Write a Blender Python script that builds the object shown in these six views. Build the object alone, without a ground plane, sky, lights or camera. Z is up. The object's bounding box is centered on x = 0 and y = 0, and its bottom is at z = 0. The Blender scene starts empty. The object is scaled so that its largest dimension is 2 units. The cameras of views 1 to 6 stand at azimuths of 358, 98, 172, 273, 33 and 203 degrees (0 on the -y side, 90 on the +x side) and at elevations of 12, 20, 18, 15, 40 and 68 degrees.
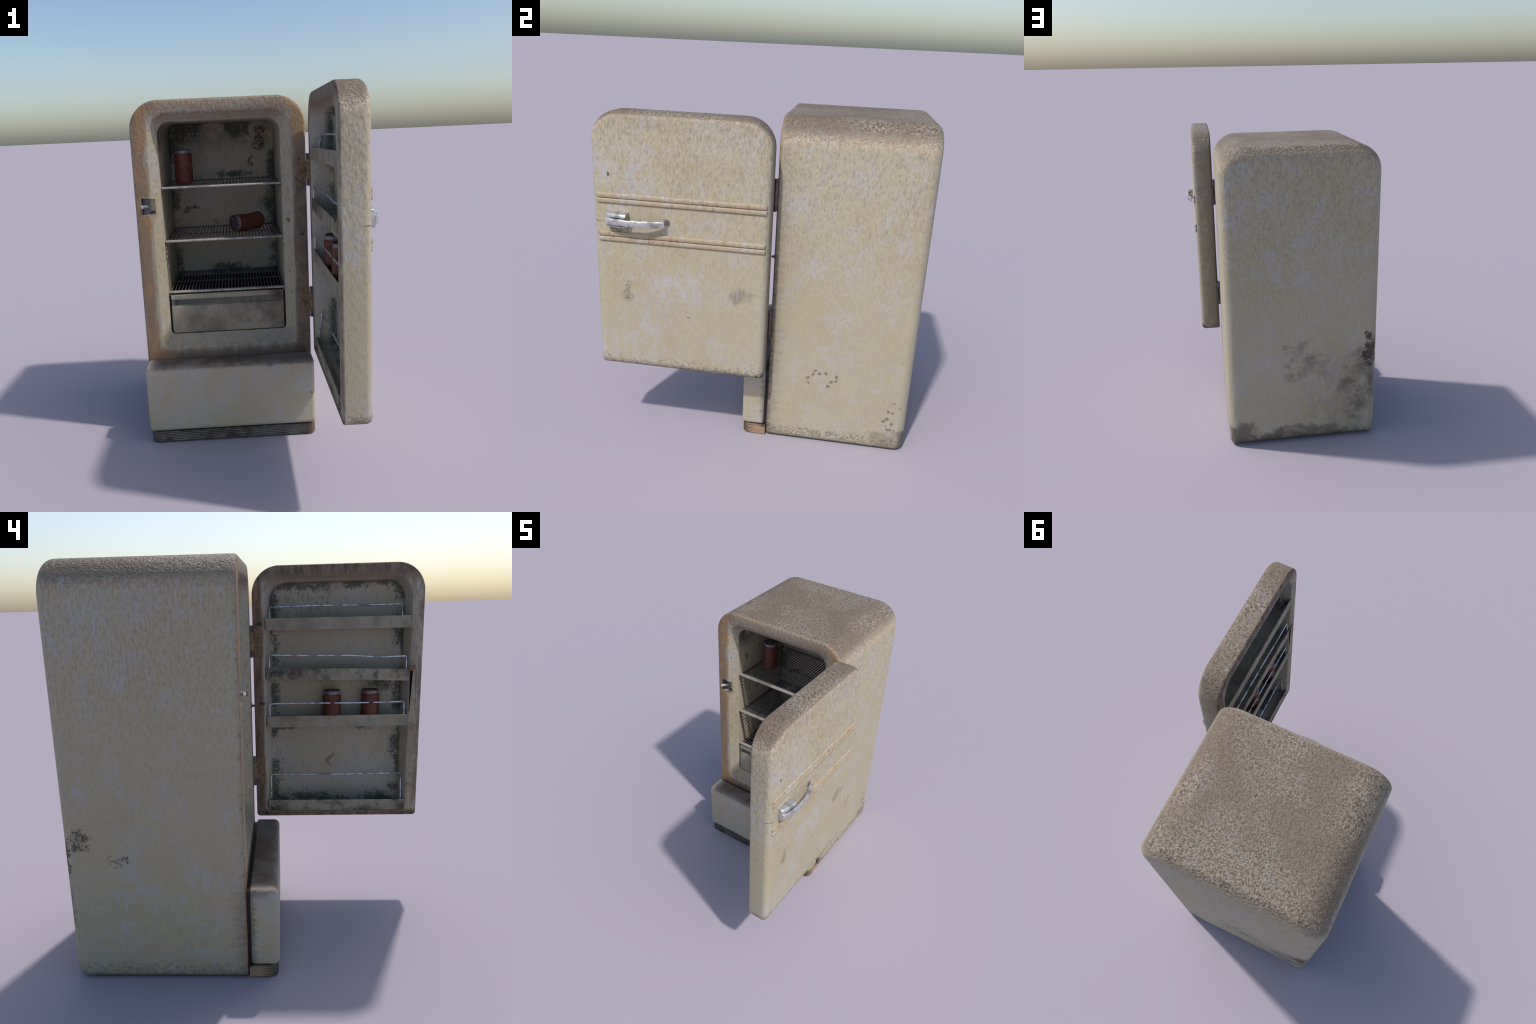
# An old, dented and dirty refrigerator with its door standing open, and four drink cans.
import bpy, bmesh, math, random
from mathutils import Vector, Matrix

random.seed(7)
scene = bpy.context.scene
WORLD = {}          # object -> world position of its origin (nothing is rotated but the cans)

# ------------------------------------------------------------------ objects
def link(ob):
    scene.collection.objects.link(ob)
    return ob

def empty(name, at=(0, 0, 0), parent=None):
    ob = link(bpy.data.objects.new(name, None))
    ob.empty_display_size = 0.1
    place(ob, at, parent)
    return ob

def place(ob, at, parent=None):
    WORLD[ob.name] = Vector(at)
    if parent:
        ob.parent = parent
        ob.location = Vector(at) - WORLD[parent.name]
    else:
        ob.location = at

def mesh_object(name, verts, faces, mats, origin=(0, 0, 0), parent=None, angle=35, face_mats=None):
    o = Vector(origin)
    me = bpy.data.meshes.new(name)
    me.from_pydata([Vector(v) - o for v in verts], [], faces)
    for m in mats:
        me.materials.append(m)
    if face_mats:
        for p, i in zip(me.polygons, face_mats):
            p.material_index = i
    finish(me, angle)
    ob = link(bpy.data.objects.new(name, me))
    place(ob, origin, parent)
    return ob

def finish(me, angle=35):
    bm = bmesh.new()
    bm.from_mesh(me)
    bmesh.ops.recalc_face_normals(bm, faces=bm.faces)
    bm.to_mesh(me)
    bm.free()
    for p in me.polygons:
        p.use_smooth = True
    me.set_sharp_from_angle(angle=math.radians(angle))

def bevel_mesh(me, width, segments=2, angle=30):
    bm = bmesh.new()
    bm.from_mesh(me)
    bmesh.ops.recalc_face_normals(bm, faces=bm.faces)
    es = [e for e in bm.edges if len(e.link_faces) == 2 and e.calc_face_angle() > math.radians(angle)]
    bmesh.ops.bevel(bm, geom=es, offset=width, segments=segments, affect='EDGES', profile=0.5, clamp_overlap=True)
    bm.to_mesh(me)
    bm.free()
    for p in me.polygons:
        p.use_smooth = True
    me.set_sharp_from_angle(angle=math.radians(40))

def box(name, lo, hi, mats, parent, bevel=0.0, segments=2):
    (x0, y0, z0), (x1, y1, z1) = lo, hi
    v = [(x, y, z) for x in (x0, x1) for y in (y0, y1) for z in (z0, z1)]
    f = [(0, 1, 3, 2), (4, 6, 7, 5), (0, 4, 5, 1), (2, 3, 7, 6), (0, 2, 6, 4), (1, 5, 7, 3)]
    ob = mesh_object(name, v, f, mats, ((x0 + x1) / 2, (y0 + y1) / 2, z0), parent)
    if bevel:
        bevel_mesh(ob.data, bevel, segments)
    return ob

# ------------------------------------------------------------------ lofts
def rounded_rect(a0, a1, b0, b1, radii, n=10, inset=0.0):
    """Loop of points; radii for corners (a1,b1) (a0,b1) (a0,b0) (a1,b0)."""
    a0 += inset; b0 += inset; a1 -= inset; b1 -= inset
    pts = []
    for (ca, cb, sa, sb, start), r in zip(((a1, b1, -1, -1, 0), (a0, b1, 1, -1, 90), (a0, b0, 1, 1, 180), (a1, b0, -1, 1, 270)), radii):
        r = max(r - inset, 0.002)
        for i in range(n + 1):
            t = math.radians(start + 90 * i / n)
            pts.append((ca + sa * r + r * math.cos(t), cb + sb * r + r * math.sin(t)))
    return pts

def loft(rings, cap_first=True, cap_last=True):
    n = len(rings[0])
    verts = [p for r in rings for p in r]
    faces = []
    for k in range(len(rings) - 1):
        for i in range(n):
            j = (i + 1) % n
            faces.append((k * n + i, k * n + j, (k + 1) * n + j, (k + 1) * n + i))
    if cap_first:
        faces.append(tuple(range(n - 1, -1, -1)))
    if cap_last:
        faces.append(tuple((len(rings) - 1) * n + i for i in range(n)))
    return verts, faces

def arc(r, n):
    """(inset, drop) along a quarter fillet from the cap to the side."""
    return [(r * (1 - math.sin(math.radians(90 * i / n))), r * (1 - math.cos(math.radians(90 * i / n)))) for i in range(n + 1)]

def tube(path, r, sides=8):
    rings = []
    P = [Vector(p) for p in path]
    ref = None
    for i, p in enumerate(P):
        t = ((P[min(i + 1, len(P) - 1)] - p).normalized() + (p - P[max(i - 1, 0)]).normalized()).normalized()
        if ref is None:
            ref = t.orthogonal().normalized()
        ref = (ref - t * ref.dot(t)).normalized()
        b = t.cross(ref)
        rings.append([tuple(p + r * (ref * math.cos(2 * math.pi * k / sides) + b * math.sin(2 * math.pi * k / sides))) for k in range(sides)])
    return loft(rings)

def join(*parts):
    V, F = [], []
    for v, f in parts:
        o = len(V)
        V += list(v)
        F += [tuple(i + o for i in q) for q in f]
    return V, F

def cut(ob, cutter):
    m = ob.modifiers.new("cut", 'BOOLEAN')
    m.operation = 'DIFFERENCE'
    m.solver = 'EXACT'
    m.object = cutter
    if hasattr(m, "material_mode"):
        m.material_mode = 'TRANSFER'
    bpy.context.view_layer.update()
    dg = bpy.context.evaluated_depsgraph_get()
    me = bpy.data.meshes.new_from_object(ob.evaluated_get(dg))
    old = ob.data
    ob.modifiers.clear()
    ob.data = me
    me.name = old.name
    bpy.data.objects.remove(cutter)
    for p in me.polygons:
        p.use_smooth = True
    me.set_sharp_from_angle(angle=math.radians(35))

# ------------------------------------------------------------------ shader helper
ROOT = empty("old_refrigerator")
ROOT["label"] = "worn cream vintage refrigerator with its rounded door open"
ROOT["category"] = "refrigerator"

class Shader:
    def __init__(self, name, reference=None):
        self.mat = bpy.data.materials.new(name)
        self.mat.use_nodes = True
        self.t = self.mat.node_tree
        self.t.nodes.clear()
        self.out = self.t.nodes.new("ShaderNodeOutputMaterial")
        self.bsdf = self.t.nodes.new("ShaderNodeBsdfPrincipled")
        self.t.links.new(self.bsdf.outputs[0], self.out.inputs[0])
        tc = self.t.nodes.new("ShaderNodeTexCoord")
        if reference:
            tc.object = reference
        self.P = tc.outputs["Object"]
        s = self.t.nodes.new("ShaderNodeSeparateXYZ")
        self.t.links.new(self.P, s.inputs[0])
        self.x, self.y, self.z = s.outputs
        g = self.t.nodes.new("ShaderNodeNewGeometry")
        s2 = self.t.nodes.new("ShaderNodeSeparateXYZ")
        self.t.links.new(g.outputs["Normal"], s2.inputs[0])
        self.nx, self.ny, self.nz = s2.outputs

    def put(self, sock, v):
        if isinstance(v, bpy.types.NodeSocket):
            self.t.links.new(v, sock)
        elif isinstance(v, (tuple, list)):
            if sock.type == 'RGBA':
                sock.default_value = (*v[:3], 1)
            else:
                sock.default_value = v
        else:
            sock.default_value = v

    def m(self, op, *a, clamp=False):
        n = self.t.nodes.new("ShaderNodeMath")
        n.operation = op
        n.use_clamp = clamp
        for s, v in zip(n.inputs, a):
            self.put(s, v)
        return n.outputs[0]

    def add(self, a, b): return self.m('ADD', a, b)
    def sub(self, a, b): return self.m('SUBTRACT', a, b)
    def mul(self, *a):
        r = a[0]
        for b in a[1:]:
            r = self.m('MULTIPLY', r, b)
        return r
    def mx(self, *a):
        r = a[0]
        for b in a[1:]:
            r = self.m('MAXIMUM', r, b)
        return r

    def ss(self, v, lo, hi, a=0.0, b=1.0):
        n = self.t.nodes.new("ShaderNodeMapRange")
        n.interpolation_type = 'SMOOTHSTEP'
        if lo > hi:
            lo, hi, a, b = hi, lo, b, a
        for s, q in zip(n.inputs, (v, lo, hi, a, b)):
            self.put(s, q)
        return n.outputs[0]

    def vec(self, op, a, b):
        n = self.t.nodes.new("ShaderNodeVectorMath")
        n.operation = op
        self.put(n.inputs[0], a)
        self.put(n.inputs[1], b)
        return n.outputs["Value"] if op in ('LENGTH', 'DISTANCE') else n.outputs[0]

    def noise(self, scale, detail=4, rough=0.55, stretch=None, shift=None, dist=0.0):
        v = self.P
        if shift is not None:
            v = self.vec('ADD', v, (shift, shift * 1.7, shift * 0.6))
        if stretch:
            v = self.vec('MULTIPLY', v, stretch)
        n = self.t.nodes.new("ShaderNodeTexNoise")
        self.put(n.inputs["Vector"], v)
        n.inputs["Scale"].default_value = scale
        n.inputs["Detail"].default_value = detail
        n.inputs["Roughness"].default_value = rough
        n.inputs["Distortion"].default_value = dist
        return n.outputs[0]

    def cells(self, scale, stretch=None, rand=1.0):
        v = self.P
        if stretch:
            v = self.vec('MULTIPLY', v, stretch)
        n = self.t.nodes.new("ShaderNodeTexVoronoi")
        self.put(n.inputs["Vector"], v)
        n.inputs["Scale"].default_value = scale
        n.inputs["Randomness"].default_value = rand
        return n.outputs["Distance"]

    def spots(self, scale, size, wobble):
        """scattered round chips: some cells of a Voronoi pattern, with uneven rims"""
        n = self.t.nodes.new("ShaderNodeTexVoronoi")
        self.put(n.inputs["Vector"], self.P)
        n.inputs["Scale"].default_value = scale
        pick = self.t.nodes.new("ShaderNodeSeparateColor")
        self.t.links.new(n.outputs["Color"], pick.inputs[0])
        d = self.add(n.outputs["Distance"], self.mul(self.sub(wobble, 0.5), 1.5))
        return self.mul(self.ss(d, size, size * 0.6), self.ss(pick.outputs[0], 0.38, 0.42))

    def warped(self):
        """object coordinates pushed about by noise, so that stains have ragged outlines"""
        if not hasattr(self, "_warped"):
            n = self.t.nodes.new("ShaderNodeTexNoise")
            self.put(n.inputs["Vector"], self.P)
            n.inputs["Scale"].default_value = 11
            n.inputs["Detail"].default_value = 4
            push = self.vec('MULTIPLY', self.vec('SUBTRACT', n.outputs["Color"], (0.5, 0.5, 0.5)), (0.14, 0.14, 0.16))
            self._warped = self.vec('ADD', self.P, push)
        return self._warped

    def blob(self, c, r, inner=0.0, at=None):
        d = self.vec('SUBTRACT', at or self.P, c)
        d = self.vec('DIVIDE', d, r)
        n = self.t.nodes.new("ShaderNodeVectorMath")
        n.operation = 'LENGTH'
        self.put(n.inputs[0], d)
        return self.ss(n.outputs["Value"], 1.0, inner)

    def mix(self, f, a, b, blend='MIX'):
        n = self.t.nodes.new("ShaderNodeMix")
        n.data_type = 'RGBA'
        n.blend_type = blend
        n.clamp_factor = True
        self.put(n.inputs[0], f)
        self.put(n.inputs[6], a)
        self.put(n.inputs[7], b)
        return n.outputs[2]

    def stain(self, c, r, noise, bite=0.45, lo=0.5, hi=0.6):
        """Ragged patch: noise that fades out from the middle of a blob."""
        b = self.blob(c, r, 0.3, self.warped() if sorted(r)[1] > 0.055 else None)
        return self.mul(self.ss(self.add(noise, self.mul(self.sub(b, 1.0), bite)), lo, hi), self.ss(b, 0.0, 0.35))

    def done(self, colour, rough=0.6, metal=0.0, height=None, strength=0.4, distance=0.004, spec=0.3):
        self.put(self.bsdf.inputs["Base Color"], colour)
        self.put(self.bsdf.inputs["Roughness"], rough)
        self.put(self.bsdf.inputs["Metallic"], metal)
        self.put(self.bsdf.inputs["Specular IOR Level"], spec)
        if height is not None:
            b = self.t.nodes.new("ShaderNodeBump")
            b.inputs["Strength"].default_value = strength
            b.inputs["Distance"].default_value = distance
            self.put(b.inputs["Height"], height)
            self.t.links.new(b.outputs[0], self.bsdf.inputs["Normal"])
        return self.mat

# ------------------------------------------------------------------ colours
CREAM = (0.425, 0.368, 0.243)
CREAM_PALE = (0.430, 0.383, 0.272)
LILAC = (0.432, 0.414, 0.412)  # tipped slightly bluer to carry the sky tint seen on the shaded flank
TAN = (0.385, 0.285, 0.185)
ORANGE_RUST = (0.37, 0.215, 0.105)
BROWN_RUST = (0.155, 0.095, 0.06)
SOOT = (0.045, 0.04, 0.033)
MOULD = (0.055, 0.065, 0.045)
GRIME = (0.20, 0.165, 0.12)

def paint(name, where):
    """Cream enamel with worn lilac patches, vertical scuffs, dust on top and the wear of one part."""
    s = Shader(name, ROOT)
    mid = s.noise(5.5, 8, 0.62)
    wide = s.noise(2.2, 5, 0.55, shift=3.1)
    fine = s.noise(1.0, 4, 0.62, stretch=(84, 84, 36), dist=0.1)
    fleck = s.noise(1.0, 2, 0.5, stretch=(120, 120, 55), shift=5.0)
    grit = s.add(s.mul(s.noise(60, 3, 0.6, dist=0.0), 0.5), s.mul(s.noise(128, 2, 0.5, shift=4.4), 0.5))
    tint = s.noise(75, 2, 0.5, shift=7.7)
    rag = s.noise(38, 6, 0.68, shift=1.3)
    crumb = s.add(s.mul(s.noise(85, 4, 0.7, shift=2.9), 0.6), s.mul(s.noise(24, 4, 0.6, shift=0.7), 0.4))
    blot = s.noise(14, 7, 0.65, shift=8.0)
    high = s.ss(s.z, 0.75, 1.9)
    # paint
    c = s.mix(s.ss(wide, 0.35, 0.65), CREAM, CREAM_PALE)
    frag = s.noise(1.0, 6, 0.68, stretch=(32, 32, 17), shift=7.0)
    frag = s.add(s.mul(frag, 0.6), s.mul(s.noise(70, 4, 0.65, shift=6.6), 0.4))
    patch = s.mul(s.ss(s.add(s.add(mid, s.mul(high, 0.035)), s.mul(s.sub(frag, 0.5), 1.5)), 0.50, 0.78), 0.75)
    c = s.mix(patch, c, LILAC)
    c = s.mix(s.mul(s.ss(s.noise(3.0, 6, 0.6, shift=11.0), 0.52, 0.7), 0.2), c, TAN)
    # vertical scuffs, thicker high up
    scuff = s.mul(s.ss(fine, 0.40, 0.80), s.add(0.24, s.mul(high, 0.5)))
    c = s.mix(scuff, c, (0.225, 0.185, 0.13))
    c = s.mix(s.mul(s.ss(fleck, 0.66, 0.80), 0.18), c, (0.17, 0.135, 0.10))
    c = s.mix(s.mul(s.ss(s.noise(1.0, 2, 0.5, stretch=(60, 60, 38), shift=9.0), 0.70, 0.80), 0.45), c, (0.58, 0.56, 0.53))
    height = s.add(s.mul(s.noise(1.0, 2, 0.5, stretch=(60, 60, 32), shift=1.0, dist=0.15), -1.0), s.mul(fine, -0.35))
    height = s.mul(height, s.add(0.45, s.mul(high, 0.75)))

    if where in ('cabinet', 'door', 'kick'):
        top = {'cabinet': 2.0, 'door': 1.998, 'kick': 0.475}[where]
        # dust and grit on faces that look up, creeping over the top edge
        up = s.ss(s.add(s.nz, s.mul(s.sub(grit, 0.5), 0.9)), 0.22, 0.72)
        if where == 'cabinet':
            up = s.mul(up, s.ss(s.z, 1.2, 1.5))
        if where == 'kick':
            up = s.mul(up, s.ss(s.z, 0.40, 0.46))
        near = s.mul(s.ss(s.add(s.z, s.mul(s.sub(fine, 0.5), 0.25)), top - 0.17, top - 0.02), 0.5)
        if where == 'kick':
            near = 0.0
        peach = s.mul(s.ss(s.nz, 0.03, 0.3), s.ss(s.nz, 0.75, 0.35))
        c = s.mix(s.mul(peach, s.ss(s.add(fine, s.mul(grit, 0.9)), 0.86, 1.06), 0.7), c, (0.40, 0.275, 0.185))
        dust = s.mix(s.ss(grit, 0.38, 0.62), (0.055, 0.040, 0.029), (0.335, 0.268, 0.202))
        dust = s.mix(s.mul(s.ss(tint, 0.54, 0.70), 0.5), dust, (0.215, 0.190, 0.175))
        dust = s.mix(s.mul(s.ss(tint, 0.46, 0.32), 0.5), dust, (0.15, 0.12, 0.085))
        dust = s.mix(s.mul(s.ss(blot, 0.45, 0.68), 0.3), dust, (0.25, 0.235, 0.23))
        dust = s.mix(s.mul(s.ss(wide, 0.42, 0.62), 0.6), dust, (0.125, 0.088, 0.060))
        if where == 'kick':
            dust = s.mix(0.55, dust, (0.15, 0.11, 0.075))
        c = s.mix(s.mul(near, s.ss(grit, 0.40, 0.62)), c, (0.29, 0.22, 0.165))
        c = s.mix(s.mul(up, 0.92), c, dust)
        height = s.add(height, s.mul(s.add(up, s.mul(near, 0.35)), grit, 2.8))

    if where == 'cabinet':
        # the foot: grit, chips and grime
        foot = s.ss(s.add(s.z, s.mul(s.sub(rag, 0.5), 0.12)), 0.065, 0.0)
        c = s.mix(s.mul(foot, 0.65), c, GRIME)
        chips = s.mul(s.ss(s.add(s.z, s.mul(s.sub(blot, 0.5), 0.06)), 0.10, 0.045), s.mx(s.spots(48, 0.38, rag), s.mul(s.ss(crumb, 0.5, 0.6), 0.7)))
        c = s.mix(s.mul(chips, s.ss(s.x, -0.55, -0.5, 0.25, 0.55)), c, (0.20, 0.17, 0.12))
        height = s.sub(height, s.mul(chips, 4.0))
        # chipped holes on the right flank
        pits = s.mul(s.spots(30, 0.34, rag), s.ss(s.x, 0.36, 0.38),
                     s.mx(s.ss(s.blob((0.388, 0.40, 0.455), (0.2, 0.15, 0.095)), 0.2, 0.25), s.ss(s.blob((0.388, 0.845, 0.24), (0.2, 0.085, 0.15)), 0.2, 0.25)))
        c = s.mix(s.mul(pits, 0.75), c, (0.17, 0.14, 0.10))
        height = s.sub(height, s.mul(pits, 7.0))
        # right flank: dark bleed from the door edge
        edge = s.mul(s.ss(s.x, 0.36, 0.385), s.ss(s.add(s.y, s.mul(s.sub(s.noise(1.0, 5, 0.6, stretch=(20, 12, 45)), 0.5), 0.10)), 0.17, 0.06), s.ss(s.z, 1.8, 1.2))
        c = s.mix(s.mul(edge, 0.6), c, (0.16, 0.125, 0.09))
        red = s.mul(s.ss(s.x, 0.37, 0.387), s.ss(s.y, 0.10, 0.085), s.ss(s.add(s.z, s.mul(s.sub(blot, 0.5), 0.8)), 1.25, 1.05), s.ss(rag, 0.42, 0.55))
        c = s.mix(s.mul(red, 0.8), c, (0.07, 0.04, 0.03))
        low_corner = s.stain((0.388, 0.86, 0.09), (0.2, 0.22, 0.14), blot, 0.5, 0.25, 0.6)
        c = s.mix(s.mul(low_corner, 0.55), c, (0.17, 0.14, 0.10))
        # back: sooty clouds low down, ragged black corner
        back = s.ss(s.y, 0.88, 0.925)
        cloud = s.mx(s.stain((-0.48, 0.93, 0.40), (0.26, 0.3, 0.52), blot, 0.5, 0.30, 0.68),
                     s.stain((-0.12, 0.93, 0.58), (0.32, 0.3, 0.28), blot, 0.45, 0.36, 0.74),
                     s.stain((-0.10, 0.93, 0.05), (0.70, 0.3, 0.13), blot, 0.5, 0.25, 0.6),
                     s.stain((0.34, 0.93, 0.09), (0.22, 0.3, 0.16), blot, 0.4, 0.22, 0.55))
        c = s.mix(s.mul(cloud, back, 0.75), c, (0.095, 0.08, 0.062))
        c = s.mix(s.mul(back, s.blob((-0.35, 0.93, 0.30), (0.40, 0.4, 0.55)), s.ss(mid, 0.42, 0.6), 0.35), c, (0.13, 0.11, 0.085))
        black = s.mx(s.stain((-0.565, 0.94, 0.66), (0.085, 0.06, 0.25), crumb, 0.30, 0.36, 0.48),
                     s.stain((-0.607, 0.86, 0.725), (0.10, 0.17, 0.11), crumb, 0.4, 0.42, 0.59),
                     s.stain((-0.607, 0.66, 0.63), (0.10, 0.11, 0.10), crumb, 0.4, 0.47, 0.64),
                     s.stain((-0.607, 0.68, 0.09), (0.10, 0.10, 0.09), crumb, 0.4, 0.53, 0.67))
        c = s.mix(s.mul(black, 0.9), c, SOOT)
        # left flank: grime bleeding back from the kick panel
        lf = s.mul(s.ss(s.x, -0.57, -0.60), s.ss(s.add(s.y, s.mul(s.sub(s.noise(1.0, 6, 0.65, stretch=(20, 11, 34)), 0.5), 0.16)), 0.16, 0.06), s.ss(s.z, 0.60, 0.35))
        c = s.mix(s.mul(lf, 0.6), c, (0.12, 0.10, 0.08))
        # front frame
        front = s.ss(s.y, 0.10, 0.078)
        face = s.mul(s.ss(s.ny, -0.3, -0.7), front)
        d = s.mx(s.sub(s.m('ABSOLUTE', s.add(s.x, 0.104)), 0.402), s.sub(s.m('ABSOLUTE', s.sub(s.z, 1.23)), 0.692))
        left = s.ss(s.x, -0.40, -0.50)
        right = s.ss(s.x, 0.26, 0.32)
        above = s.ss(s.z, 1.86, 1.92)
        below = s.ss(s.z, 0.62, 0.54)
        drip = s.noise(1.0, 5, 0.6, stretch=(26, 26, 4.5), shift=4.0)
        dn = s.add(d, s.mul(s.sub(drip, 0.5), 0.09))
        c = s.mix(s.mul(front, s.ss(d, -0.002, 0.012), 0.4), c, (0.31, 0.265, 0.205))
        bevel = s.mul(s.ss(s.y, 0.074, 0.08), s.ss(s.y, 0.20, 0.15), s.ss(d, 0.004, -0.006))
        c = s.mix(s.mul(bevel, s.ss(s.z, 1.85, 1.90), 0.5), c, (0.25, 0.20, 0.155))
        c = s.mix(s.mul(bevel, s.ss(s.z, 0.64, 0.60), 0.5), c, (0.25, 0.235, 0.185))
        c = s.mix(s.mul(bevel, s.ss(rag, 0.55, 0.66), 0.45), c, (0.16, 0.14, 0.105))
        c = s.mix(s.mul(face, above, 0.55), c, (0.30, 0.235, 0.175))
        c = s.mix(s.mul(face, above, s.ss(blot, 0.46, 0.62), 0.7), c, (0.33, 0.215, 0.13))
        c = s.mix(s.mul(face, above, s.ss(fine, 0.48, 0.62), 0.4), c, (0.16, 0.12, 0.09))
        rust_l = s.mul(face, left, s.ss(dn, 0.004, 0.032), s.ss(s.add(d, s.mul(s.sub(drip, 0.5), 0.03)), 0.099, 0.082, 0.45, 1.0))
        c = s.mix(s.mul(rust_l, 0.88), c, s.mix(s.ss(s.add(drip, s.mul(s.sub(blot, 0.5), 0.5)), 0.42, 0.64), (0.225, 0.150, 0.092), (0.33, 0.175, 0.080)))
        rust_r = s.mul(face, right, s.ss(dn, -0.012, 0.026))
        rust_r_col = s.mix(s.ss(s.z, 1.66, 1.80), s.mix(s.ss(blot, 0.4, 0.6), (0.115, 0.078, 0.053), (0.20, 0.145, 0.10)), ORANGE_RUST)
        c = s.mix(s.mul(rust_r, 0.8), c, rust_r_col)
        rust_b = s.mul(face, s.ss(s.add(s.z, s.mul(s.sub(drip, 0.5), 0.12)), 0.56, 0.49))
        c = s.mix(s.mul(rust_b, 0.8), c, s.mix(left, (0.115, 0.088, 0.062), (0.33, 0.19, 0.10)))
        drool = s.mul(face, s.stain((-0.535, 0.08, 1.30), (0.06, 0.1, 0.07), drip, 0.4, 0.22, 0.5))
        c = s.mix(s.mul(drool, 0.7), c, (0.36, 0.185, 0.075))
        rim = s.mul(front, s.ss(d, 0.078, 0.10), s.ss(rag, 0.52, 0.6))
        c = s.mix(s.mul(rim, 0.6), c, BROWN_RUST)
        # around the latch pocket, and a few dark scabs on the right bevel
        scab = s.mx(s.stain((-0.512, 0.10, 1.357), (0.035, 0.06, 0.035), crumb, 0.3, 0.30, 0.48),
                    s.stain((-0.475, 0.09, 1.375), (0.03, 0.06, 0.065), crumb, 0.35, 0.44, 0.59),
                    s.stain((0.275, 0.10, 1.285), (0.03, 0.06, 0.025), crumb, 0.3, 0.40, 0.55),
                    s.stain((0.27, 0.10, 0.99), (0.035, 0.06, 0.06), crumb, 0.35, 0.44, 0.61),
                    s.stain((0.33, 0.08, 1.535), (0.04, 0.06, 0.05), crumb, 0.35, 0.46, 0.62))
        c = s.mix(s.mul(scab, 0.85), c, (0.05, 0.035, 0.028))
        green = s.mul(bevel, s.ss(blot, 0.58, 0.7), s.ss(rag, 0.45, 0.6))
        c = s.mix(s.mul(green, 0.5), c, MOULD)

    if where == 'door':
        outer = s.ss(s.x, 0.50, 0.535)
        # lower edge grit
        foot = s.mul(s.ss(s.add(s.z, s.mul(s.sub(rag, 0.5), 0.18)), 0.545, 0.48), s.ss(s.x, 0.43, 0.47))
        c = s.mix(s.mul(foot, 0.8), c, (0.19, 0.155, 0.11))
        chips = s.mul(s.ss(s.add(s.z, s.mul(s.sub(blot, 0.5), 0.1)), 0.60, 0.49), s.mx(s.spots(70, 0.36, rag), s.mul(s.ss(s.z, 0.54, 0.50), s.ss(crumb, 0.5, 0.6))))
        c = s.mix(s.mul(chips, 0.65), c, (0.22, 0.185, 0.13))
        height = s.sub(height, s.mul(chips, 2.0))
        # big lilac worn areas on the lower half of the outer face
        worn = s.mul(outer, s.ss(s.add(mid, s.mul(s.sub(frag, 0.5), 1.3)), 0.36, 0.64),
                     s.mx(s.blob((0.55, -0.45, 1.02), (0.3, 0.42, 0.20)), s.blob((0.55, -0.75, 0.62), (0.3, 0.40, 0.22)), s.blob((0.55, -0.8, 1.70), (0.3, 0.25, 0.18))))
        c = s.mix(s.mul(worn, 0.85), c, LILAC)
        scratch_n = s.noise(1.0, 4, 0.65, stretch=(70, 70, 125), shift=6.0)
        scr = s.stain((0.55, -0.755, 0.965), (0.1, 0.085, 0.14), scratch_n, 0.35, 0.45, 0.60)
        c = s.mix(s.mul(scr, 0.7), c, (0.19, 0.165, 0.135))
        height = s.sub(height, s.mul(scr, 2.5))
        smear_n = s.noise(1.0, 5, 0.6, stretch=(20, 70, 9), shift=2.0)
        smear = s.stain((0.55, -0.085, 1.005), (0.1, 0.17, 0.12), s.add(s.mul(smear_n, 0.6), s.mul(blot, 0.4)), 0.6, 0.25, 0.66)
        c = s.mix(s.mul(smear, 0.6), c, (0.17, 0.145, 0.115))
        ding = s.mx(s.stain((0.55, -0.515, 1.405), (0.08, 0.035, 0.04), crumb, 0.3, 0.34, 0.53),
                    s.mul(outer, s.stain((0.55, -0.79, 1.355), (0.08, 0.13, 0.028), crumb, 0.25, 0.44, 0.61)),
                    s.stain((0.55, -0.84, 1.655), (0.08, 0.009, 0.017), crumb, 0.2, 0.28, 0.47),
                    s.stain((0.55, -0.39, 0.845), (0.08, 0.016, 0.005), crumb, 0.2, 0.28, 0.47),
                    s.stain((0.535, 0.04, 0.505), (0.05, 0.05, 0.045), crumb, 0.3, 0.34, 0.55),
                    s.stain((0.54, -0.925, 1.388), (0.06, 0.05, 0.0045), crumb, 0.2, 0.36, 0.55))
        c = s.mix(s.mul(ding, 0.85), c, (0.07, 0.055, 0.042))
        height = s.sub(height, s.mul(ding, 3.0))
        # hinge edge: brown grime, darker toward the inside
        hinge = s.mul(s.ss(s.y, -0.005, 0.035), s.ss(s.add(s.x, s.mul(s.sub(blot, 0.5), 0.22)), 0.53, 0.43))
        c = s.mix(s.mul(hinge, 0.75), c, s.mix(s.ss(s.x, 0.43, 0.405), (0.21, 0.165, 0.12), (0.09, 0.06, 0.045)))
        hinge2 = s.mul(s.ss(s.y, 0.0, 0.05), s.ss(s.x, 0.535, 0.50))
        c = s.mix(s.mul(hinge2, 0.35), c, (0.20, 0.17, 0.13))
        # inner lip: rust all round, worst at the hinge, the top and the foot
        lip = s.ss(s.x, 0.416, 0.406)
        drip = s.noise(1.0, 5, 0.6, stretch=(26, 26, 8), shift=4.0)
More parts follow.
